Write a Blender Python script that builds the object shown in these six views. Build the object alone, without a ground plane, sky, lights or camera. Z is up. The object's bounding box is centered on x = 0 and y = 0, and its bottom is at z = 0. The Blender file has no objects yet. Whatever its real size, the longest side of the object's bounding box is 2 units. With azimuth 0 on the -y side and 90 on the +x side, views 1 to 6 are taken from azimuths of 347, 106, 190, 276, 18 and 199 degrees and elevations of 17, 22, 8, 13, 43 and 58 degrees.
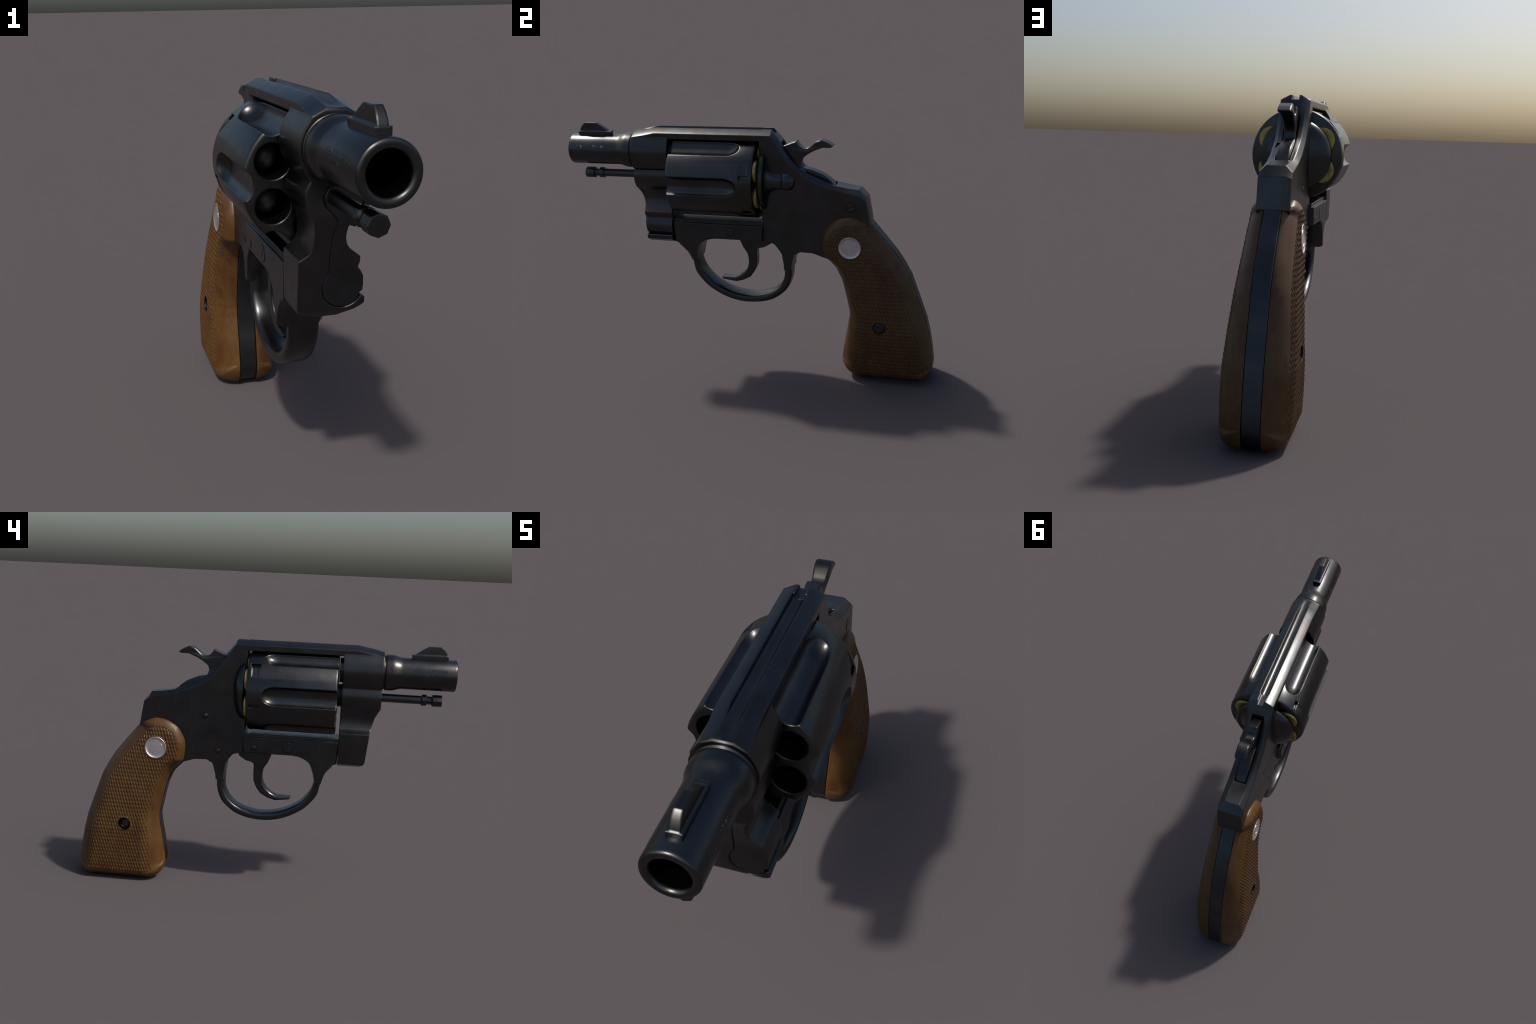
import bpy, bmesh, math, random
import numpy as np
from mathutils import Vector, Matrix
from mathutils.geometry import tessellate_polygon

random.seed(7)
AXIS_Z = 1.091          # cylinder / ejector rod axis height
BORE_Z = 1.2255         # barrel axis height
CHAMBER_R = BORE_Z - AXIS_Z

# ------------------------------------------------------------------ materials
def new_mat(name):
    m = bpy.data.materials.new(name)
    m.use_nodes = True
    nt = m.node_tree
    return m, nt, nt.nodes["Principled BSDF"]

def add(nt, kind, **kw):
    n = nt.nodes.new(kind)
    for k, v in kw.items():
        setattr(n, k, v)
    return n

def ramp(nt, stops):
    r = add(nt, "ShaderNodeValToRGB")
    while len(r.color_ramp.elements) < len(stops):
        r.color_ramp.elements.new(0.5)
    for e, (p, c) in zip(r.color_ramp.elements, stops):
        e.position = p
        e.color = (c[0], c[1], c[2], 1)
    return r

def obj_coords(nt, scale=(1, 1, 1)):
    tc = add(nt, "ShaderNodeTexCoord")
    mp = add(nt, "ShaderNodeMapping")
    mp.inputs["Scale"].default_value = scale
    nt.links.new(tc.outputs["Object"], mp.inputs["Vector"])
    return mp.outputs["Vector"]

def steel(name, dark, light, rough, bevel=0.008, metallic=1.0, brush=(30, 30, 30)):
    """Blued steel: cloudy dark base, slightly uneven gloss, softened edges."""
    m, nt, b = new_mat(name)
    v = obj_coords(nt)
    n1 = add(nt, "ShaderNodeTexNoise")
    n1.inputs["Scale"].default_value = 9.0
    n1.inputs["Detail"].default_value = 5.0
    nt.links.new(v, n1.inputs["Vector"])
    r = ramp(nt, [(0.3, dark), (0.7, light)])
    nt.links.new(n1.outputs["Fac"], r.inputs["Fac"])
    # faint brown, green and blue cast of worn bluing
    n3 = add(nt, "ShaderNodeTexNoise")
    n3.inputs["Scale"].default_value = 4.5
    n3.inputs["Detail"].default_value = 3.0
    nt.links.new(v, n3.inputs["Vector"])
    tint = ramp(nt, [(0.34, (1.07, 0.99, 0.92)), (0.46, (0.98, 1.0, 0.97)), (0.56, (0.96, 0.99, 1.05)), (0.68, (1.06, 0.98, 0.96))])
    nt.links.new(n3.outputs["Fac"], tint.inputs["Fac"])
    mx = add(nt, "ShaderNodeMix", data_type='RGBA', blend_type='MULTIPLY')
    mx.inputs[0].default_value = 1.0
    nt.links.new(r.outputs["Color"], mx.inputs[6])
    nt.links.new(tint.outputs["Color"], mx.inputs[7])
    nt.links.new(mx.outputs[2], b.inputs["Base Color"])
    n2 = add(nt, "ShaderNodeTexNoise")
    n2.inputs["Scale"].default_value = 22.0
    n2.inputs["Detail"].default_value = 6.0
    nt.links.new(v, n2.inputs["Vector"])
    mr = add(nt, "ShaderNodeMapRange")
    mr.inputs["From Min"].default_value = 0.3
    mr.inputs["From Max"].default_value = 0.7
    mr.inputs["To Min"].default_value = rough - 0.035
    mr.inputs["To Max"].default_value = rough + 0.035
    nt.links.new(n2.outputs["Fac"], mr.inputs["Value"])
    nt.links.new(mr.outputs["Result"], b.inputs["Roughness"])
    b.inputs["Metallic"].default_value = metallic
    bv = add(nt, "ShaderNodeBevel", samples=6)
    bv.inputs["Radius"].default_value = bevel
    nt.links.new(bv.outputs["Normal"], b.inputs["Normal"])
    return m

STEEL = steel("blued_steel", (0.060, 0.060, 0.0605), (0.079, 0.079, 0.080), 0.315)
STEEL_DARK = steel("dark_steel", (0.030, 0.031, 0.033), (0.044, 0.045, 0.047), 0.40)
STRAP = steel("strap_steel", (0.055, 0.057, 0.062), (0.075, 0.078, 0.084), 0.42, bevel=0.004)

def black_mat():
    m, nt, b = new_mat("painted_shadow_black")
    b.inputs["Base Color"].default_value = (0.0008, 0.0008, 0.0008, 1)  # near-black paint for the unlit depth of the bore, gloss off
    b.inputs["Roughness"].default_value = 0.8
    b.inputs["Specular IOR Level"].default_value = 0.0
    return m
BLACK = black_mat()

def lead_mat():
    m, nt, b = new_mat("bullet_lead")
    v = obj_coords(nt)
    n = add(nt, "ShaderNodeTexNoise")
    n.inputs["Scale"].default_value = 60
    nt.links.new(v, n.inputs["Vector"])
    r = ramp(nt, [(0.3, (0.05, 0.05, 0.05)), (0.7, (0.09, 0.09, 0.088))])
    nt.links.new(n.outputs["Fac"], r.inputs["Fac"])
    nt.links.new(r.outputs["Color"], b.inputs["Base Color"])
    b.inputs["Metallic"].default_value = 0.5
    b.inputs["Roughness"].default_value = 0.55
    return m
LEAD = lead_mat()

def brass_mat():
    m, nt, b = new_mat("cartridge_brass")
    v = obj_coords(nt)
    n = add(nt, "ShaderNodeTexNoise")
    n.inputs["Scale"].default_value = 45
    n.inputs["Detail"].default_value = 5
    nt.links.new(v, n.inputs["Vector"])
    r = ramp(nt, [(0.3, (0.40, 0.31, 0.085)), (0.7, (0.58, 0.49, 0.16))])
    nt.links.new(n.outputs["Fac"], r.inputs["Fac"])
    nt.links.new(r.outputs["Color"], b.inputs["Base Color"])
    b.inputs["Metallic"].default_value = 0.8
    b.inputs["Roughness"].default_value = 0.42
    return m
BRASS = brass_mat()

def silver_mat():
    m, nt, b = new_mat("medallion_silver")
    v = obj_coords(nt)
    n = add(nt, "ShaderNodeTexNoise")
    n.inputs["Scale"].default_value = 80
    n.inputs["Detail"].default_value = 4
    nt.links.new(v, n.inputs["Vector"])
    r = ramp(nt, [(0.3, (0.60, 0.56, 0.545)), (0.7, (0.70, 0.655, 0.64))])
    nt.links.new(n.outputs["Fac"], r.inputs["Fac"])
    nt.links.new(r.outputs["Color"], b.inputs["Base Color"])
    b.inputs["Metallic"].default_value = 1.0
    b.inputs["Roughness"].default_value = 0.5
    return m
SILVER = silver_mat()

def wood_mat():
    m, nt, b = new_mat("walnut_grip")
    v = obj_coords(nt, (1.0, 1.0, 0.55))
    n = add(nt, "ShaderNodeTexNoise")
    n.inputs["Scale"].default_value = 13
    n.inputs["Detail"].default_value = 5
    n.inputs["Roughness"].default_value = 0.55
    nt.links.new(v, n.inputs["Vector"])
    r = ramp(nt, [(0.30, (0.072, 0.025, 0.008)), (0.45, (0.087, 0.037, 0.009)),
                  (0.57, (0.094, 0.048, 0.0112)), (0.72, (0.083, 0.030, 0.009))])
    nt.links.new(n.outputs["Fac"], r.inputs["Fac"])
    # fine grain
    v2 = obj_coords(nt, (60, 60, 9))
    g = add(nt, "ShaderNodeTexNoise")
    g.inputs["Scale"].default_value = 2.2
    g.inputs["Detail"].default_value = 4
    nt.links.new(v2, g.inputs["Vector"])
    gr = ramp(nt, [(0.3, (0.82, 0.82, 0.82)), (0.7, (1.1, 1.1, 1.1))])
    nt.links.new(g.outputs["Fac"], gr.inputs["Fac"])
    mx = add(nt, "ShaderNodeMix", data_type='RGBA', blend_type='MULTIPLY')
    mx.inputs[0].default_value = 1.0
    nt.links.new(r.outputs["Color"], mx.inputs[6])
    nt.links.new(gr.outputs["Color"], mx.inputs[7])
    nt.links.new(mx.outputs[2], b.inputs["Base Color"])
    b.inputs["Roughness"].default_value = 0.42
    b.inputs["Specular IOR Level"].default_value = 0.38
    return m
WOOD = wood_mat()

# ------------------------------------------------------------------ helpers
root = bpy.data.objects.new("revolver", None)
bpy.context.scene.collection.objects.link(root)
root["label"] = "snub-nosed blued steel revolver with checkered brown wooden grip"
root["category"] = "revolver"

def finish(bm, name, mat, parent=root, angle=38, smooth=True):
    bmesh.ops.remove_doubles(bm, verts=bm.verts, dist=1e-5)
    bmesh.ops.recalc_face_normals(bm, faces=bm.faces)
    me = bpy.data.meshes.new(name)
    bm.to_mesh(me)
    bm.free()
    return finish_mesh(me, name, mat, parent, angle, smooth)

def finish_mesh(me, name, mat, parent=root, angle=38, smooth=True):
    me.materials.clear()
    me.materials.append(mat)
    if smooth:
        me.polygons.foreach_set("use_smooth", [True] * len(me.polygons))
        me.set_sharp_from_angle(angle=math.radians(angle))
    ob = bpy.data.objects.new(name, me)
    bpy.context.scene.collection.objects.link(ob)
    ob.parent = parent
    return ob

def cap(bm, verts):
    """Fill a closed loop of vertices, concave loops included."""
    n = len(verts)
    nor = Vector((0, 0, 0))
    for i in range(n):
        a, b = verts[i].co, verts[(i + 1) % n].co
        nor += Vector(((a.y - b.y) * (a.z + b.z), (a.z - b.z) * (a.x + b.x), (a.x - b.x) * (a.y + b.y)))
    drop = max(range(3), key=lambda k: abs(nor[k]))
    flat = []
    for v in verts:
        c = v.co.copy()
        c[drop] = 0
        flat.append(c)
    for t in tessellate_polygon([flat]):
        f = [verts[k] for k in t]
        if len(set(f)) == 3 and bm.faces.get(f) is None:
            bm.faces.new(f)

def layers_to_bm(layers, bm=None):
    """Closed solid through outlines of equal length; first and last are capped."""
    bm = bm or bmesh.new()
    vs = [[bm.verts.new(p) for p in lay] for lay in layers]
    n = len(layers[0])
    for a, b in zip(vs, vs[1:]):
        for i in range(n):
            j = (i + 1) % n
            bm.faces.new((a[i], a[j], b[j], b[i]))
    cap(bm, vs[0])
    cap(bm, vs[-1])
    return bm

def slab(outline, hx, chamfer=0.0, bm=None):
    """Side outline (y, z) extruded to x = +-hx (hx number or list per vertex)."""
    n = len(outline)
    h = hx if isinstance(hx, (list, tuple)) else [hx] * n
    if chamfer:
        ins = inset(outline, chamfer)
        L = [[(h[i], ins[i][0], ins[i][1]) for i in range(n)],
             [(h[i] - chamfer, outline[i][0], outline[i][1]) for i in range(n)],
             [(-h[i] + chamfer, outline[i][0], outline[i][1]) for i in range(n)],
             [(-h[i], ins[i][0], ins[i][1]) for i in range(n)]]
    else:
        L = [[(h[i], outline[i][0], outline[i][1]) for i in range(n)],
             [(-h[i], outline[i][0], outline[i][1]) for i in range(n)]]
    return layers_to_bm(L, bm)

def inset(poly, d):
    """Offset a closed polygon inwards by d."""
    n = len(poly)
    area = sum(poly[i][0] * poly[(i + 1) % n][1] - poly[(i + 1) % n][0] * poly[i][1] for i in range(n))
    s = 1 if area > 0 else -1
    out = []
    for i in range(n):
        p0, p1, p2 = Vector(poly[i - 1]), Vector(poly[i]), Vector(poly[(i + 1) % n])
        d1, d2 = (p1 - p0).normalized(), (p2 - p1).normalized()
        n1, n2 = Vector((-d1.y, d1.x)) * s, Vector((-d2.y, d2.x)) * s
        m = n1 + n2
        if m.length < 1e-6:
            m = n1
        m.normalize()
        k = min(1 / max(m.dot(n1), 0.4), 1.8)
        q = p1 + m * d * k
        out.append((q.x, q.y))
    return out

def lathe(profile, cx, cz, seg=64, bm=None, phase=0.0, sx=1.0, sz=1.0):
    """Profile of (y, r) spun round the y axis through (cx, cz)."""
    bm = bm or bmesh.new()
    rings = []
    for y, r in profile:
        if r < 1e-6:
            rings.append([bm.verts.new((cx, y, cz))])
        else:
            rings.append([bm.verts.new((cx + sx * r * math.cos(phase + 2 * math.pi * k / seg), y,
                                        cz + sz * r * math.sin(phase + 2 * math.pi * k / seg)))
                          for k in range(seg)])
    for a, b in zip(rings, rings[1:]):
        if len(a) == 1 and len(b) == 1:
            continue
        for k in range(seg):
            k2 = (k + 1) % seg
            if len(a) == 1:
                bm.faces.new((a[0], b[k2], b[k]))
            elif len(b) == 1:
                bm.faces.new((a[k], a[k2], b[0]))
            else:
                bm.faces.new((a[k], a[k2], b[k2], b[k]))
    return bm

def box(bm, x0, x1, y0, y1, z0, z1):
    v = [bm.verts.new((x, y, z)) for x in (x0, x1) for y in (y0, y1) for z in (z0, z1)]
    for f in ((0, 1, 3, 2), (4, 6, 7, 5), (0, 4, 5, 1), (2, 3, 7, 6), (0, 2, 6, 4), (1, 5, 7, 3)):
        bm.faces.new([v[i] for i in f])
    return bm

def temp(bm, name="cutter"):
    bmesh.ops.recalc_face_normals(bm, faces=bm.faces)
    me = bpy.data.meshes.new(name)
    bm.to_mesh(me)
    bm.free()
    ob = bpy.data.objects.new(name, me)
    bpy.context.scene.collection.objects.link(ob)
    return ob

def boolean(base, cutters, op='DIFFERENCE'):
    """Apply boolean operations and return the evaluated mesh; helpers are deleted."""
    for c in cutters:
        md = base.modifiers.new("b", 'BOOLEAN')
        md.operation = op
        md.solver = 'EXACT'
        md.object = c
    bpy.context.view_layer.update()
    dg = bpy.context.evaluated_depsgraph_get()
    me = bpy.data.meshes.new_from_object(base.evaluated_get(dg))
    for o in [base] + list(cutters):
        old = o.data
        bpy.data.objects.remove(o, do_unlink=True)
        bpy.data.meshes.remove(old)
    return me

def smooth_loop(pts, sub=4, closed=True):
    """Catmull-Rom through the control points."""
    n = len(pts)
    out = []
    rng = range(n) if closed else range(n - 1)
    for i in rng:
        if closed:
            p0, p1, p2, p3 = pts[i - 1], pts[i], pts[(i + 1) % n], pts[(i + 2) % n]
        else:
            p0, p1, p2, p3 = pts[max(i - 1, 0)], pts[i], pts[i + 1], pts[min(i + 2, n - 1)]
        for k in range(sub):
            t = k / sub
            out.append(tuple(0.5 * ((2 * b) + (-a + c) * t + (2 * a - 5 * b + 4 * c - d) * t * t
                                    + (-a + 3 * b - 3 * c + d) * t ** 3)
                             for a, b, c, d in zip(p0, p1, p2, p3)))
    if not closed:
        out.append(tuple(pts[-1]))
    return out

# ------------------------------------------------------------------ frame
HW = 0.068
# side edge (y,z), crest edge (y,z), crest half width
rim = [
    ((-.624, 1.311), (-.624, 1.332), .030),
    ((-.561, 1.321), (-.553, 1.345), .027),
    ((-.494, 1.335), (-.491, 1.3565), .026),
    ((.144, 1.334), (.143, 1.3565), .026),
    ((.184, 1.274), (.197, 1.281), .050),
    ((.203, 1.240), (.217, 1.248), .050),
    ((.223, 1.208), (.238, 1.217), .050),
    ((.276, 1.153), (.288, 1.167), .050),
    ((.316, 1.124), (.327, 1.143), .050),
    ((.363, 1.098), (.373, 1.119), .050),
    ((.410, 1.080), (.418, 1.099), .049),
    ((.459, 1.063), (.466, 1.077), .046),
    ((.552, 1.042), (.545, 1.063), .042),
    ((.606, 1.030), (.598, 1.058), .040),
    ((.634, 1.006), (.636, 1.014), .044),
    ((.645, .940), (.649, .940), .055),
    ((.655, .880), (.658, .883), .055),
    ((.600, .800), (.600, .800), .060),
    ((.480, .690), (.480, .690), .060),
    ((.450, .672), (.450, .672), .060),
    ((.420, .684), (.420, .682), .060),
    ((.352, .707), (.352, .704), .060),
    ((.285, .709), (.285, .706), .060),
    ((.251, .690), (.251, .687), .060),
    ((.233, .627), (.235, .627), .060),
    ((.2315, .601), (.2335, .599), .056),
    ((.192, .601), (.190, .599), .056),
    ((.193, .630), (.191, .630), .060),
    ((.183, .693), (.181, .692), .060),
    ((.163, .724), (.162, .722), .060),
    ((.143, .747), (.142, .745), .060),
    ((.122, .753), (.122, .751), .060),
    ((.083, .758), (.083, .756), .060),
    ((.083, .850), (.081, .850), .060),
    ((.083, 1.305), (.081, 1.303), .060),
    ((-.418, 1.305), (-.418, 1.303), .060),
    ((-.624, 1.295), (-.624, 1.293), .060),
]
L = [[(HW, s[0], s[1]) for s, c, w in rim], [(w, c[0], c[1]) for s, c, w in rim],
     [(-w, c[0], c[1]) for s, c, w in rim], [(-HW, s[0], s[1]) for s, c, w in rim]]
frame_bm = layers_to_bm(L)
bmesh.ops.triangulate(frame_bm, faces=frame_bm.faces)
frame_tmp = temp(frame_bm, "frame_tmp")

cuts = []
# hammer slot
slot = [(.188, 1.42), (.188, 1.22), (.24, 1.08), (.33, 1.0), (.476, .99), (.476, 1.25)]
cuts.append(temp(slab(slot, .0315)))
# sighting groove along the top strap, square notch at its rear end
g = bmesh.new()
prof = [(-.70, 0)] + [(-.70, .0235), (.092, .0235), (.094, 0)]
lathe(prof, 0, 1.3580, seg=32, bm=g)
cuts.append(temp(g))
cuts.append(temp(box(bmesh.new(), -.0165, .0165, .085, .25, 1.3360, 1.40)))
frame_me = boolean(frame_tmp, cuts)

# lower block with the front tang of the guard
block_outline = [
    (.0875, .851), (.0875, .763), (.0, .7615), (-.075, .7605), (-.183, .7605), (-.214, .7555), (-.237, .7475), (-.257, .7355),
    (-.271, .7235), (-.283, .698), (-.292, .673), (-.299, .642), (-.304, .618),
    (-.327, .614), (-.336, .646), (-.345, .673), (-.361, .695), (-.380, .714), (-.396, .7225),
    (-.416, .7285), (-.416, .851)]
n_b = len(block_outline)
in_b = inset(block_outline, .007)
for q in (0, n_b - 1):                      # keep the upper corners where they are
    in_b[q] = block_outline[q]
# the right flank of the tang draws in towards the guard bow
taper = [.0905 - .030 * min(max((.700 - z) / .08, 0), 1) for y, z in block_outline]
def fwd(y, z):                               # front of the tang is crowned
    return .011 if (y < -.32 and z < .718) else 0
def lift(y, z, to):                          # bottom edge climbs to the foot of the frame
    t = min(max((-.375 - y) / .041, 0), 1)
    return z + (to - .7285) * t if z < .8 else z
block_bm = layers_to_bm([[(taper[k], in_b[k][0], lift(in_b[k][0], in_b[k][1], .739)) for k in range(n_b)],
                         [(taper[k] - .018, y - fwd(y, z), lift(y, z, .734)) for k, (y, z) in enumerate(block_outline)],
                         [(-.0725, y - fwd(y, z), lift(y, z, .732)) for y, z in block_outline],
                         [(-.0905, y, z) for y, z in in_b]])
blk = temp(block_bm)
# raised floor of the window, set in from the side walls
box_bm = box(bmesh.new(), -.0790, .0790, -.43, .09, .78, .8675)
flr = temp(box_bm)
blk_me = boolean(blk, [flr], 'UNION')

# front collar, left wall and foot of the frame: one (x, z) section run along y
FRONT = [(1.40, -.6265), (1.037, -.6250), (.985, -.598), (.943, -.587), (.900, -.577), (.750, -.562),
         (.737, -.554), (.717, -.536), (.60, -.531)]
def front_y(z):
    for (z1, y1), (z0, y0) in zip(FRONT, FRONT[1:]):
        if z >= z0:
            return y0 + (y1 - y0) * (z - z0) / (z1 - z0)
    return FRONT[-1][1]

def arc(cx, cz, r, a0, a1, n):
    return [(cx + r * math.cos(math.radians(a0 + (a1 - a0) * k / n)),
             cz + r * math.sin(math.radians(a0 + (a1 - a0) * k / n))) for k in range(n + 1)]

HC = (.0435, .812)   # hinge circle of the crane
HR = .0635
# seam between frame and crane, from the collar down to the hinge lip
seam = [(.030, 1.137), (.000, 1.130), (-.022, 1.117), (-.033, 1.092), (-.026, 1.063), (-.008, 1.043), (.007, 1.027),
        (.010, 1.014), (.003, .985), (.001, .950), (-.001, .912), (-.001, .863)] + arc(HC[0], HC[1], HR, 137, 333, 22)
frame_left = [
    (-.035, .717), (-.087, .737), (-.0908, .750), (-.0908, .902), (-.066, .918), (-.055, .930), (-.050, .950), (-.049, .985),
    (-.057, 1.020), (-.070, 1.043), (-.081, 1.066), (-.0855, 1.092), (-.082, 1.118), (-.071, 1.139),
    (-.087, 1.165), (-.097, 1.190), (-.1015, 1.217), (-.100, 1.246), (-.089, 1.278), (-.068, 1.311), (-.03, 1.328)]
collar_right = [(.03, 1.328), (.068, 1.311), (.089, 1.278), (.100, 1.246), (.1015, 1.217), (.097, 1.190), (.087, 1.165),
                (.073, 1.140)]
foot_right = [(.106, .781), (.1115, .777), (.1115, .758), (.083, .738), (.033, .717)]
front_poly = collar_right + seam + foot_right + frame_left

def section_run(poly, rear_y, dy=0.0):
    """Fill an (x,z) polygon and run it from rear_y to the shaped front of the frame."""
    bm = bmesh.new()
    vs = [bm.verts.new((x, 0, z)) for x, z in poly]
    cap(bm, vs)
    for z, _ in FRONT[1:-1]:
        geom = bm.verts[:] + bm.edges[:] + bm.faces[:]
        bmesh.ops.bisect_plane(bm, geom=geom, plane_co=(0, 0, z), plane_no=(0, 0, 1))
    ext = bmesh.ops.extrude_face_region(bm, geom=bm.faces[:])
    rear = {e for e in ext["geom"] if isinstance(e, bmesh.types.BMVert)}
    for v in bm.verts:
        v.co.y = rear_y if v in rear else front_y(v.co.z) + dy
    return bm

front_bm = section_run(front_poly, -.4185)
bmesh.ops.recalc_face_normals(front_bm, faces=front_bm.faces)

join = bmesh.new()
join.from_mesh(frame_me)
join.from_mesh(blk_me)
tmp_me = bpy.data.meshes.new("t")
front_bm.to_mesh(tmp_me)
front_bm.free()
join.from_mesh(tmp_me)
for m_ in (frame_me, blk_me, tmp_me):
    bpy.data.meshes.remove(m_)
me = bpy.data.meshes.new("frame")
bmesh.ops.remove_doubles(join, verts=join.verts, dist=1e-5)
join.to_mesh(me)
join.free()
frame = finish_mesh(me, "frame", STEEL, angle=30)

# ------------------------------------------------------------------ crane (cylinder yoke)
crane_right = [(.096, .790), (.106, .796), (.108, .815), (.1065, .843), (.098, .860), (.089, .872), (.0945, .887), (.0945, .905),
               (.080, .917), (.062, .930), (.050, .947), (.045, .968), (.047, 1.000), (.057, 1.025), (.070, 1.043), (.081, 1.066),
               (.0855, 1.092), (.082, 1.118), (.071, 1.137)]
# seam runs top -> bottom; walk it, then climb the right flank
crane_poly = inset(seam[:-1] + crane_right, .0016)
finish(section_run(crane_poly, -.4175, .002), "crane", STEEL, angle=30)

# ------------------------------------------------------------------ recoil shield
sh = bmesh.new()
segs, rings = 96, []
RS = .163
radii_left = [1.0, .995, .97, .93, .88, .8, .7, .6, .5, .4, .3]
for k in range(segs):
    a = 2 * math.pi * k / segs
    cx, cz = math.cos(a), math.sin(a)
    left = cx < 0
    col = [(.0, .0885), (RS * .98, .0885), (RS, .0905)]
    if left:
        for q in radii_left:
            col.append((RS * q, .0945 + .064 * math.sqrt(max(0, 1 - q * q))))
    else:
        for r, y in zip([RS, .1605, .155, .148, .135, .12, .105, .092, .08, .07, .06],
                        [.106, .110, .1125, .1135, .1145, .117, .121, .127, .137, .152, .175]):
            col.append((r, y))
    rings.append([sh.verts.new((r * cx, y, AXIS_Z + r * cz)) for r, y in col[1:]])
for k in range(segs):
    a, b = rings[k], rings[(k + 1) % segs]
    for i in range(len(a) - 1):
        sh.faces.new((a[i], a[i + 1], b[i + 1], b[i]))
cap(sh, [r[0] for r in rings])
finish(sh, "recoil_shield", STEEL, angle=50)

# ------------------------------------------------------------------ cylinder latch on the right side
lt = lathe([(.095, 0), (.095, 3.0), (.104, 2.9), (.112, 2.3), (.122, 1.75), (.134, 1.38), (.148, 1.14), (.168, 1.02), (.193, .97), (.1955, .88), (.1985, .88),
            (.201, 1.0), (.207, 1.05), (.240, 1.05), (.256, .84), (.266, .52), (.2695, 0)],
           .052, 1.094, seg=40, sx=.0370, sz=.0475)
finish(lt, "cylinder_latch", STEEL, angle=35)

# ------------------------------------------------------------------ barrel
barrel_prof = [(-.4015, .0), (-.4015, .062), (-.4035, .064), (-.45, .064), (-.45, .09), (-.622, .0935), (-.628, .0935), (-.630, .088), (-.636, .088), (-.639, .0935), (-.668, .0940)]
for k in range(1, 10):       # ogee from the thick root to the tube
    t = k / 9
    s = t * t * (3 - 2 * t)
    barrel_prof.append((-.668 - .058 * t, .0940 - .0120 * s))
barrel_prof += [(-.80, .0820), (-.993, .0820)]
for a in (20, 45, 70, 90):   # crown: small outer round, then a broad roll into the bore
    barrel_prof.append((-.9915 - .009 * math.sin(math.radians(a)), .075 + .007 * math.cos(math.radians(a))))
for a in (20, 40, 60, 75, 90):
    barrel_prof.append((-.988 - .014 * math.cos(math.radians(a)), .067 - .0125 * math.sin(math.radians(a))))
barrel_prof += [(-.972, .0540), (-.47, .0535), (-.47, 0)]
barrel = finish(lathe(barrel_prof, 0, BORE_Z, seg=72), "barrel", STEEL, angle=40)
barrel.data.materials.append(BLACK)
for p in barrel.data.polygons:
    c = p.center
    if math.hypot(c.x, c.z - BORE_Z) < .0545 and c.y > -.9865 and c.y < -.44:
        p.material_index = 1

# front sight: foot and tapering blade
fs = layers_to_bm([[(.0215, y, z) for y, z in [(-.953, 1.29), (-.775, 1.29), (-.766, 1.326), (-.953, 1.326)]],
                   [(-.0215, y, z) for y, z in [(-.953, 1.29), (-.775, 1.29), (-.766, 1.326), (-.953, 1.326)]]])
blade = [(-.951, 1.322, .0145), (-.945, 1.339, .0140), (-.933, 1.357, .0128), (-.917, 1.3710, .0118), (-.853, 1.3710, .0118),
         (-.825, 1.3555, .0128), (-.785, 1.328, .0145), (-.778, 1.322, .0145)]
layers_to_bm([[(w, y, z) for y, z, w in blade], [(-w, y, z) for y, z, w in blade]], fs)
finish(fs, "front_sight", STEEL, parent=barrel, angle=25)

# worn stamped lettering wrapped round the barrel
def barrel_text(body, size, y_mid, ang_deg, side):
    cu = bpy.data.curves.new("lettering", 'FONT')
    cu.body = body
    cu.size = size
    cu.align_x = 'CENTER'
    cu.extrude = .0008
    cu.space_character = 1.05
    cu.resolution_u = 3
    ob = bpy.data.objects.new("tmp_text", cu)
    bpy.context.scene.collection.objects.link(ob)
    bpy.context.view_layer.update()
    me = bpy.data.meshes.new_from_object(ob.evaluated_get(bpy.context.evaluated_depsgraph_get()))
    bpy.data.objects.remove(ob, do_unlink=True)
    bpy.data.curves.remove(cu)
    for v in me.vertices:
        tx, ty, tz = v.co
        r = .0817 + tz
        a = math.radians(ang_deg) + ty / .082          # angle above the horizontal
        v.co = (side * r * math.cos(a), y_mid + side * tx, BORE_Z + r * math.sin(a))
    return me
for side in (-1, 1):
    for body, size, ang in (("DEVLINTSKER", .0265, 12), ("SPECIALITE", .018, -1.5)):
        me = barrel_text(body, size, -.865, ang, side)
        finish_mesh(me, "lettering", STEEL, parent=barrel, angle=30)

# ------------------------------------------------------------------ ejector rod
rod = lathe([(-.55, 0), (-.55, .0225), (-.832, .0225), (-.835, .030), (-.859, .030), (-.864, .0215), (-.886, .0215),
             (-.890, .0310), (-.938, .0310), (-.940, .0300), (-.940, 0)], 0, AXIS_Z, seg=8)
finish(rod, "ejector_rod", STEEL, angle=35)

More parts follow.
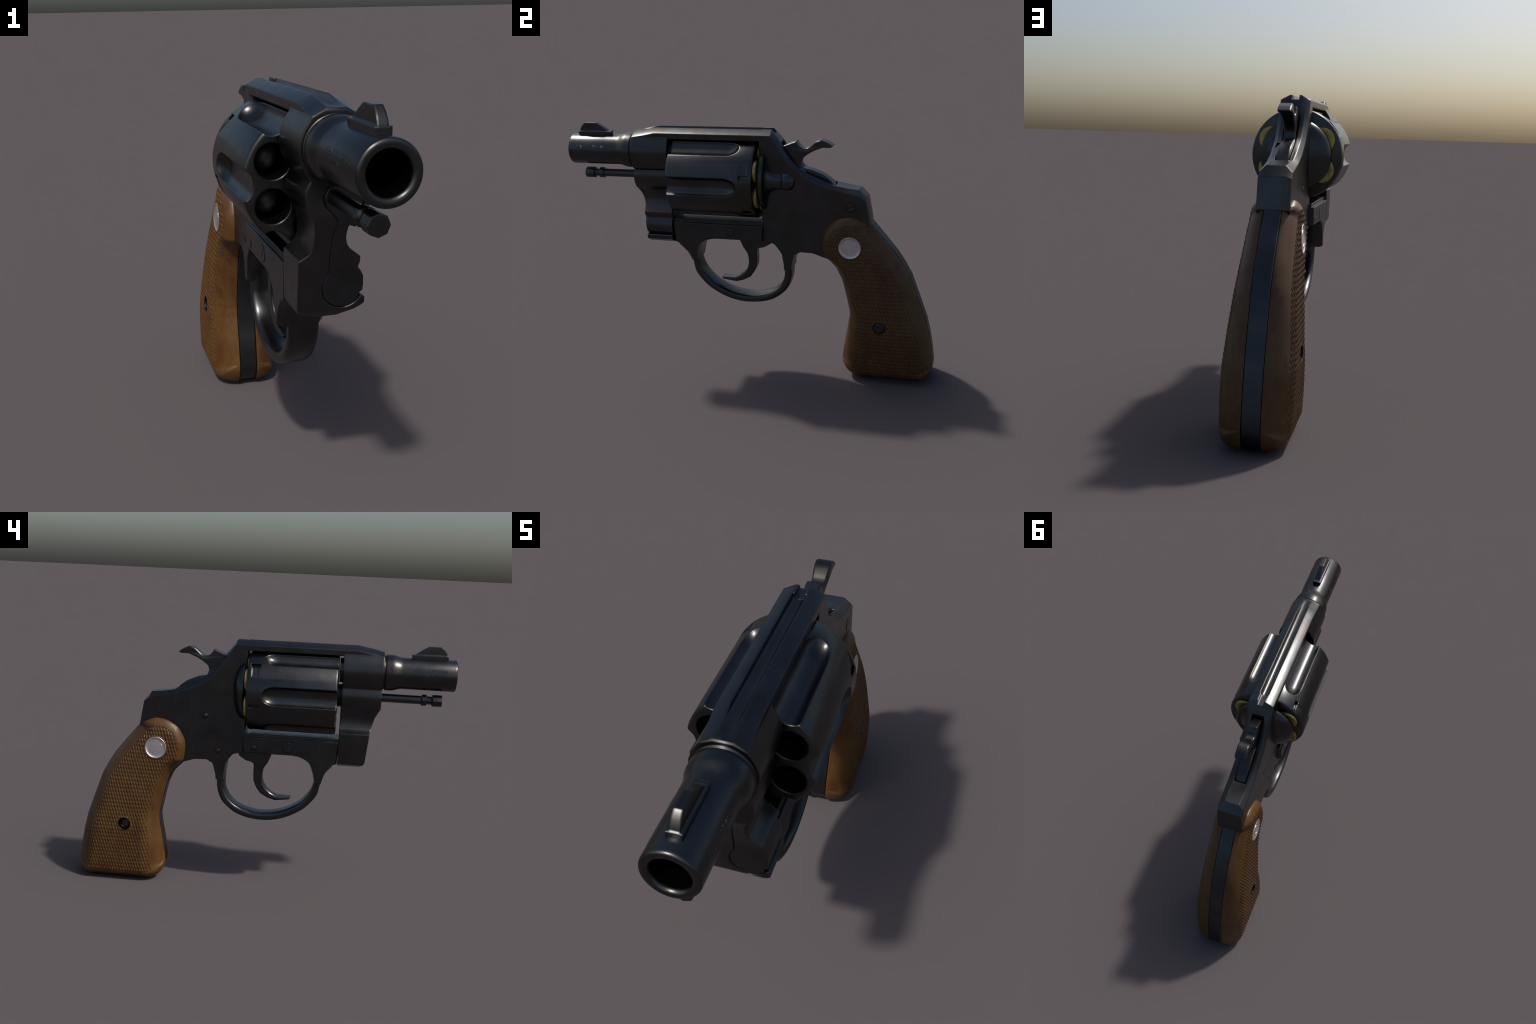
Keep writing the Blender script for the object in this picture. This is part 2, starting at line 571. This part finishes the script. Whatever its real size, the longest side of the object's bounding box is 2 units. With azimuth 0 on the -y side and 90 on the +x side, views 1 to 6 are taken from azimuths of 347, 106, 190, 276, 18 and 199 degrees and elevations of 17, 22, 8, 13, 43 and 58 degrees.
# ------------------------------------------------------------------ cylinder
RC, Y_FRONT, Y_REAR = .210, -.3975, .0695
cyl_prof = [(Y_REAR, 0), (Y_REAR, RC - .009), (Y_REAR - .002, RC - .004), (Y_REAR - .010, RC), (Y_FRONT + .012, RC),
            (Y_FRONT + .005, RC - .002), (Y_FRONT + .001, RC - .0065), (Y_FRONT, RC - .013), (Y_FRONT, 0)]
base = temp(lathe(cyl_prof, 0, AXIS_Z, seg=96))
cuts = []
def flute_cutter(ang):
    bm = bmesh.new()
    r, cx = .056, .231
    prof = [(-.46, 0), (-.46, r), (-.085, r)]
    for k in range(1, 12):
        t = math.radians(90 * k / 12)
        prof.append((-.085 + .076 * math.sin(t), r * math.cos(t) ** .85))
    prof.append((-.009, 0))
    lathe(prof, cx, 0, seg=40, bm=bm)
    for v in bm.verts:               # square the round section a little: flatter floor, steeper walls
        a, b = (v.co.x - cx) / r, v.co.z / r
        m = math.hypot(a, b)
        if m > 1e-6:
            k = m / (abs(a) ** 2.3 + abs(b) ** 2.3) ** (1 / 2.3)
            v.co.x, v.co.z = cx + a * k * r, b * k * r * .96
    bmesh.ops.transform(bm, matrix=Matrix.Translation((0, 0, AXIS_Z)) @ Matrix.Rotation(-ang, 4, 'Y'), verts=bm.verts)
    return bm
for k in range(6):
    cuts.append(temp(flute_cutter(math.radians(60 * k))))
for k in range(6):      # chambers, through and through
    a = math.radians(30 + 60 * k)
    cuts.append(temp(lathe([(-.5, 0), (-.5, .0545), (.2, .0545), (.2, 0)], CHAMBER_R * math.cos(a),
                           AXIS_Z + CHAMBER_R * math.sin(a), seg=40)))
for k in range(6):      # stop notches with their shallow lead-in
    a = math.radians(16.5 + 60 * k - 1.5)
    bm = box(bmesh.new(), .192, .24, .002, .053, -.0105, .0105)
    bmesh.ops.transform(bm, matrix=Matrix.Translation((0, 0, AXIS_Z)) @ Matrix.Rotation(-a, 4, 'Y'), verts=bm.verts)
    cuts.append(temp(bm))
    # lead-in: wedge that meets the surface ~20 degrees further on
    bm = bmesh.new()
    sec = []
    n = 6
    for yy in (.010, .045):
        row_in = []
        for j in range(n + 1):
            t = j / n
            rr = RC - .005 * (1 - t) + (.0015 if t > .99 else 0)
            th = math.radians(2.0 + 19 * t)
            row_in.append((rr * math.cos(th), yy, rr * math.sin(th)))
        row_out = [(.235 * math.cos(math.radians(2.0 + 19 * j / n)), yy, .235 * math.sin(math.radians(2.0 + 19 * j / n)))
                   for j in range(n, -1, -1)]
        sec.append(row_in + row_out)
    layers_to_bm(sec, bm)
    bmesh.ops.transform(bm, matrix=Matrix.Translation((0, 0, AXIS_Z)) @ Matrix.Rotation(-a, 4, 'Y'), verts=bm.verts)
    cuts.append(temp(bm))
me = boolean(base, cuts)
cylinder = finish_mesh(me, "cylinder", STEEL, angle=32)
# hub between the cylinder and the crane
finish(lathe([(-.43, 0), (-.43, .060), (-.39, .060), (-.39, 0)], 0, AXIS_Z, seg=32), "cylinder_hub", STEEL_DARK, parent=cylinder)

# cartridges: rimmed brass case head and lead bullet, origin at the head centre
case = lathe([(.0, 0), (.0, .018), (-.0008, .0195), (.0, .021), (.0, .0555), (-.002, .058), (-.012, .058), (-.013, .0530), (-.20, .0530), (-.20, 0)],
             0, 0, seg=40)
bmesh.ops.recalc_face_normals(case, faces=case.faces)
case_me = bpy.data.meshes.new("cartridge")
case.to_mesh(case_me)
case.free()
bul_prof = [(-.19, 0), (-.19, .0525)]
for k in range(0, 13):
    t = math.radians(90 * k / 12)
    bul_prof.append((-.310 - .098 * math.sin(t) ** 1.15, .0525 * math.cos(t) ** .8))
bul = lathe(bul_prof, 0, 0, seg=32)
bmesh.ops.recalc_face_normals(bul, faces=bul.faces)
bul_me = bpy.data.meshes.new("bullet")
bul.to_mesh(bul_me)
bul.free()
for mm, mt in ((case_me, BRASS), (bul_me, LEAD)):
    mm.materials.append(mt)
    mm.polygons.foreach_set("use_smooth", [True] * len(mm.polygons))
    mm.set_sharp_from_angle(angle=math.radians(35))
for k in range(6):
    a = math.radians(30 + 60 * k)
    for nm, mm in (("cartridge", case_me), ("bullet", bul_me)):
        o = bpy.data.objects.new(nm, mm)
        bpy.context.scene.collection.objects.link(o)
        o.parent = cylinder
        o.location = (CHAMBER_R * math.cos(a), .0830, AXIS_Z + CHAMBER_R * math.sin(a))
        o.rotation_euler = (0, random.uniform(0, 6.28), 0)

# ------------------------------------------------------------------ trigger guard bow
outer = [(.226, .655), (.2305, .605), (.226, .542), (.206, .485), (.173, .447), (.125, .412), (.069, .391), (.010, .3815), (-.053, .3805),
         (-.113, .3905), (-.168, .410), (-.217, .436), (-.264, .470), (-.315, .532), (-.331, .580), (-.338, .645)]
inner = [(.196, .650), (.192, .600), (.190, .552), (.175, .511), (.148, .475), (.106, .4455), (.055, .4275), (.002, .4185), (-.052, .4205),
         (-.108, .4305), (-.150, .445), (-.193, .467), (-.236, .4975), (-.280, .550), (-.300, .600), (-.302, .640)]
outer = smooth_loop(outer, 4, False)
inner = smooth_loop(inner, 4, False)
sec = [(.0505, .10), (.0505, .68), (.047, .84), (.036, .97), (.02, 1.0), (-.02, 1.0), (-.036, .97), (-.047, .84), (-.0505, .68), (-.0505, .10),
       (-.0470, .0), (-.034, -.08), (-.016, -.12), (.016, -.12), (.034, -.08), (.0470, .0)]
gl = []
for (oy, oz), (iy, iz) in zip(outer, inner):
    gl.append([(x, iy + (oy - iy) * t, iz + (oz - iz) * t) for x, t in sec])
finish(layers_to_bm(gl), "trigger_guard", STEEL, angle=50)

# ------------------------------------------------------------------ trigger
trig = [(-.066, .785), (-.062, .745), (-.044, .702), (-.022, .669), (-.017, .640), (-.016, .612), (-.024, .581), (-.042, .556), (-.068, .535),
        (-.100, .519), (-.177, .5175), (-.171, .506), (-.093, .4955), (-.050, .508), (-.010, .530), (.014, .563), (.029, .598),
        (.031, .640), (.031, .690), (.043, .701), (.075, .708), (.113, .732), (.130, .785)]
finish(slab(trig, .030, .005), "trigger", STEEL, angle=40)

# ------------------------------------------------------------------ hammer
ham = [(.190, 1.270), (.268, 1.300), (.276, 1.287), (.286, 1.272), (.299, 1.264), (.313, 1.2625), (.328, 1.266), (.343, 1.276), (.366, 1.297), (.384, 1.305),
       (.404, 1.3095), (.437, 1.294), (.460, 1.277), (.447, 1.270), (.406, 1.270), (.359, 1.251), (.328, 1.233), (.299, 1.210),
       (.293, 1.187), (.303, 1.160), (.347, 1.152), (.408, 1.127), (.447, 1.099), (.473, 1.066), (.465, 1.03), (.34, 1.04), (.26, 1.10), (.20, 1.19)]
ham_w = [.026] * 5 + [.0255] * 2 + [.026, .028] + [.0295] * 6 + [.028, .026, .0245, .0245] + [.0285] * 9
finish(slab(ham, ham_w, .0045), "hammer", STEEL, angle=40)

# ------------------------------------------------------------------ grip
grip_back = [(.659, .878), (.728, .793), (.794, .709), (.832, .650), (.866, .588), (.910, .466), (.952, .345), (.972, .263), (.987, .181), (.9985, .093)]
grip_bottom = [(.991, .048), (.977, .020), (.945, .0025), (.850, .0015), (.750, .001), (.650, .0005), (.592, .0005), (.566, .009), (.536, .030), (.514, .066), (.5065, .110)]
grip_front = [(.526, .234), (.547, .360), (.529, .462), (.5085, .552), (.480, .622), (.450, .655), (.417, .687), (.406, .730),
              (.402, .767), (.405, .800), (.412, .820), (.426, .848), (.444, .874), (.463, .889), (.483, .901), (.506, .911), (.529, .917), (.552, .919), (.575, .918), (.615, .903)]
grip_outline = grip_back + grip_bottom + grip_front

# metal strap between the two wooden panels
strap_line = [(.640, .90), (.6635, .8765), (.732, .794), (.799, .710), (.836, .651), (.870, .588), (.914, .466), (.956, .345), (.975, .263), (.9895, .181), (1.0, .093),
              (.992, .052), (.976, .025), (.944, .006), (.850, .005), (.700, .004), (.595, .004), (.569, .013), (.539, .034), (.517, .069), (.508, .110),
              (.527, .234), (.547, .360), (.527, .462), (.505, .551), (.474, .619), (.445, .650), (.405, .690), (.40, .78), (.50, .87)]
finish(slab(strap_line, .0365, .003), "grip_strap", STRAP, angle=30)

def resample(poly, n):
    P = np.array(poly + [poly[0]])
    d = np.r_[0, np.cumsum(np.hypot(*np.diff(P, axis=0).T))]
    t = np.linspace(0, d[-1], n, endpoint=False)
    return np.c_[np.interp(t, d, P[:, 0]), np.interp(t, d, P[:, 1])]

def seg_dist(P, poly):
    """Distance of points P to a polyline (list of points)."""
    best = np.full(len(P), 9.0)
    for a, b in zip(poly, poly[1:]):
        a, b = np.array(a), np.array(b)
        ab = b - a
        t = np.clip(((P - a) @ ab) / (ab @ ab), 0, 1)
        q = a + t[:, None] * ab
        best = np.minimum(best, np.hypot(*(P - q).T))
    return best

def sstep(x, a, b):
    t = np.clip((x - a) / (b - a), 0, 1)
    return t * t * (3 - 2 * t)

spine = [(.545, .800), (.560, .740), (.600, .650), (.660, .540), (.715, .420), (.735, .300), (.748, .180), (.750, .130)]
def spine_point(q):
    """Nearest point on the spine (outline points fan out at both ends)."""
    best, out = np.full(len(q), 9.0), np.zeros_like(q)
    for a, b in zip(spine, spine[1:]):
        a, b = np.array(a), np.array(b)
        ab = b - a
        t = np.clip(((q - a) @ ab) / (ab @ ab), 0, 1)
        p = a + t[:, None] * ab
        d = np.hypot(*(q - p).T)
        out = np.where((d < best)[:, None], p, out)
        best = np.minimum(best, d)
    return out
T_Z = [-.1, .0, .10, .20, .30, .45, .60, .70, .80, .88, .95]
T_X = [.132, .136, .142, .145, .145, .135, .122, .116, .112, .105, .096]
MED = (.5575, .763)
SCR = (.7185, .3315)
X_EDGE = .0385

G_LOOP = smooth_loop(grip_outline, 3)
G_BACK, G_BOTTOM, G_FRONT, G_TOP = G_LOOP[:28], G_LOOP[27:61], G_LOOP[60:103], G_LOOP[102:] + [G_LOOP[0]]
def grip_field(pts):
    """Margin distances and outward height of the panel at (y, z) points."""
    db, dbo, df, dt = (seg_dist(pts, g_) for g_ in (G_BACK, G_BOTTOM, G_FRONT, G_TOP))
    T = np.interp(pts[:, 1], T_Z, T_X)
    # bevelled margin all round, then a gently domed checkered face
    fm = np.interp(pts[:, 1], [.05, .3, .5, .6, .8], [.076, .052, .040, .036, .032])
    def roll(d, w, p):
        u = np.clip(d / w, 0, 1)
        return np.maximum((1 - (1 - u) ** p) ** (1 / p), 1e-4)
    f = np.stack([roll(db, .100, 1.6), roll(df, fm * 1.75, 1.6), roll(dbo, .062, 1.75), roll(dt, .058, 1.85)])
    h = np.minimum((np.sum(f ** -9.0, axis=0) - 3) ** (-1 / 9.0), 1.0)
    # the upper end lies on the frame's flank, the rest on the strap
    w = sstep(pts[:, 1], .672, .700) * sstep(db - np.minimum(df, dt), .0, .05)
    edge = X_EDGE + (.0665 - X_EDGE) * w
    return db, dbo, df, dt, fm, edge + (T - edge) * h

def surface_x(y, z):
    return float(grip_field(np.array([[y, z]]))[5][0])

def grip_slope(y, z, d=.045):
    return ((surface_x(y + d, z) - surface_x(y - d, z)) / (2 * d), (surface_x(y, z + d) - surface_x(y, z - d)) / (2 * d))

def grip_tilt(y, z, side):
    """Rotation that lays a disc on the panel's curved face."""
    gy, gz = grip_slope(y, z)
    return Vector((side, 0, 0)).rotation_difference(Vector((side, -gy, -gz)).normalized()).to_matrix().to_4x4()

def grip_panel(side):
    N, M = 1000, 150
    O = resample(G_LOOP, N)
    C = spine_point(O)
    # relax the fan so that neighbouring rays do not bunch up
    for _ in range(60):
        C = (np.roll(C, 1, 0) + C * 2 + np.roll(C, -1, 0)) / 4
    C = spine_point(C)
    rr = 1 - np.linspace(0, 1, M) ** 1.35
    rr[0] = 1
    pts = np.concatenate([C + (O - C) * r for r in rr])
    db, dbo, df, dt, fm, x = grip_field(pts)
    # checkering: two families of diagonal cuts leave staggered pointed diamonds
    mask = sstep(db, .052, .058) * sstep(df, fm, fm + .006) * sstep(dbo, .046, .052) * sstep(dt, .034, .040)
    rm = np.hypot(pts[:, 0] - MED[0], pts[:, 1] - MED[1])
    rs = np.hypot(pts[:, 0] - SCR[0], pts[:, 1] - SCR[1])
    mask *= sstep(rm, .062, .066) * sstep(rs, .037, .040)
    yy = pts[:, 0] + .06 * pts[:, 1]
    a = yy / .0155 + pts[:, 1] / .0430
    b = yy / .0155 - pts[:, 1] / .0430
    tri = lambda s: np.abs((s % 1.0) - .5) * 2            # 0 mid .. 1 at the cuts
    cell = np.minimum(1 - tri(a), 1 - tri(b))
    cell = np.minimum(cell * 1.25, 1.0)
    x = x + mask * (cell - .75) * .0050
    # flat sunk seat under the medallion, drilled hole for the screw
    gy, gz = grip_slope(*MED)
    seat = surface_x(*MED) + gy * (pts[:, 0] - MED[0]) + gz * (pts[:, 1] - MED[1]) - .010
    x = np.where(rm < .0600, np.minimum(x, seat), x)
    x = np.where(rs < .034, x - .030 * (1 - sstep(rs, .0325, .034)), x)
    bm = bmesh.new()
    V = [[bm.verts.new((side * x[j * N + i], pts[j * N + i, 0], pts[j * N + i, 1])) for i in range(N)] for j in range(M)]
    for j in range(M - 1):
        A, B = V[j], V[j + 1]
        for i in range(N):
            k = (i + 1) % N
            bm.faces.new((A[i], A[k], B[k], B[i]))
    # lip on the inner side of the panel
    W = [bm.verts.new((v.co.x, v.co.y + (C[i, 0] - v.co.y) * .12, v.co.z + (C[i, 1] - v.co.z) * .12)) for i, v in enumerate(V[0])]
    for i in range(N):
        k = (i + 1) % N
        bm.faces.new((W[i], W[k], V[0][k], V[0][i]))
    bmesh.ops.recalc_face_normals(bm, faces=bm.faces)
    # zip up the slit along the spine
    me = bpy.data.meshes.new("grip_panel")
    bmesh.ops.remove_doubles(bm, verts=V[M - 1], dist=.0004)
    bm.to_mesh(me)
    bm.free()
    return finish_mesh(me, "grip_panel", WOOD, angle=70)

def disc(profile, y, z, x, side, name, mat, parent, seg=56, extra=None, angle=35, tilt=Matrix()):
    """Profile of (height, r) spun round the x axis at (y, z); height points outwards."""
    bm = lathe(profile, 0, 0, seg=seg)
    if extra:
        extra(bm)
    rot = Matrix.Rotation(-side * math.pi / 2, 4, 'Z')
    bmesh.ops.transform(bm, matrix=Matrix.Translation((side * x, y, z)) @ tilt @ rot, verts=bm.verts)
    return finish(bm, name, mat, parent, angle)

def emblem(bm):
    """Two worn curved ridges inside the rim."""
    for a0, a1, r in ((20, 105, .036), (215, 285, .030), (140, 165, .037)):
        n = 14
        lay = []
        for k in range(n + 1):
            t = k / n
            a = math.radians(a0 + (a1 - a0) * t)
            w = .0022 * math.sin(math.pi * min(max(t, .06), .94)) + .0004
            lay.append([((r + dr * w) * math.cos(a), yy, (r + dr * w) * math.sin(a)) for dr, yy in ((-1, .001), (0, .0042), (1, .001))])
        layers_to_bm(lay, bm)

for side in (-1, 1):
    panel = grip_panel(side)
    disc([(-.03, 0), (-.03, .0595), (.0035, .0595), (.0055, .0575), (.0055, .0545), (.0030, .0515), (.0015, .0480), (.0025, .036), (.0030, .02), (.0030, 0)],
         MED[0], MED[1], surface_x(*MED) - .0055, side, "medallion", SILVER, panel, extra=emblem, tilt=grip_tilt(*MED, side))
    if side < 0:
        # threaded bush: dark ring round a deep hole
        disc([(-.05, .0), (-.05, .020), (-.016, .020), (-.0135, .0225), (-.0135, .0265), (-.016, .029), (-.030, .0335), (-.05, .0335)],
             SCR[0], SCR[1], surface_x(*SCR) - .001, side, "grip_bush", STEEL_DARK, panel, tilt=grip_tilt(*SCR, side))
        disc([(-.03, .0320), (.0000, .0320), (.0018, .0335), (.0000, .0352), (-.01, .0352)],
             SCR[0], SCR[1], surface_x(*SCR) - .001, side, "screw_escutcheon", STEEL_DARK, panel, tilt=grip_tilt(*SCR, side))

# ------------------------------------------------------------------ screws and pins
def slotted_screw(y, z, x, side, r, slot_deg, name, parent, depth=.006, proud=.002):
    """Round head cut by a driver slot: two half domes above a sunken floor."""
    bm = lathe([(-.04, 0), (-.04, r), (proud - depth, r), (proud - depth, 0)], 0, 0, seg=40)
    hw = r * .13
    for s in (-1, 1):
        ring = []
        a0 = math.asin(hw / (r * .95))
        pts = [(r * .95 * math.cos(a0 + (math.pi - 2 * a0) * k / 16), s * r * .95 * math.sin(a0 + (math.pi - 2 * a0) * k / 16)) for k in range(17)]
        c = (0, s * r * .5)
        lay = [[(px, proud - depth - .001, pz) for px, pz in pts],
               [(px, proud - .0015, pz) for px, pz in pts],
               [(c[0] + (px - c[0]) * .9, proud, c[1] + (pz - c[1]) * .9) for px, pz in pts]]
        layers_to_bm(lay, bm)
    rot = Matrix.Rotation(-side * math.pi / 2, 4, 'Z') @ Matrix.Rotation(math.radians(slot_deg), 4, 'Y')
    bmesh.ops.transform(bm, matrix=Matrix.Translation((side * x, y, z)) @ rot, verts=bm.verts)
    # shadow in the gap round the head is a separate black ring
    ob = finish(bm, name, STEEL, parent, 30)
    return ob

def gap_shadow_ring(y, z, x, side, r, parent):
    w = .0013  # thin black ring laid on the surface, drawing the shadowed gap; nothing is cut
    disc([(-.001, r * .98), (.0004, r), (.0004, r + w), (-.001, r + 1.6 * w)], y, z, x, side, "painted_gap_shadow", BLACK, parent, seg=40)

slotted_screw(-.153, .8075, .0905, -1, .0295, 45, "screw", frame, depth=.007, proud=.0014)
slotted_screw(-.090, .8090, .0905, 1, .0212, -8, "screw", frame, depth=.007, proud=.0014)
slotted_screw(.558, .9680, .0680, 1, .0232, 22, "screw", frame, depth=.007, proud=.0014)
gap_shadow_ring(-.153, .8075, .0905, -1, .0295, frame)
gap_shadow_ring(-.090, .8090, .0905, 1, .0212, frame)
gap_shadow_ring(.558, .9680, .0680, 1, .0232, frame)
slotted_screw(SCR[0], SCR[1], surface_x(*SCR) - .004, 1, .0315, -22, "grip_screw", frame, depth=.007, proud=.002)

pin_prof = [(-.01, 0), (-.01, .0146), (-.0002, .0146), (.0012, .0125), (.0015, 0)]
for y, z, x in ((.299, .946, HW), (.224, .760, HW), (.029, .794, .0905)):
    disc(pin_prof, y, z, x, -1, "pin", STEEL, frame, seg=24)
    gap_shadow_ring(y, z, x, -1, .0148, frame)
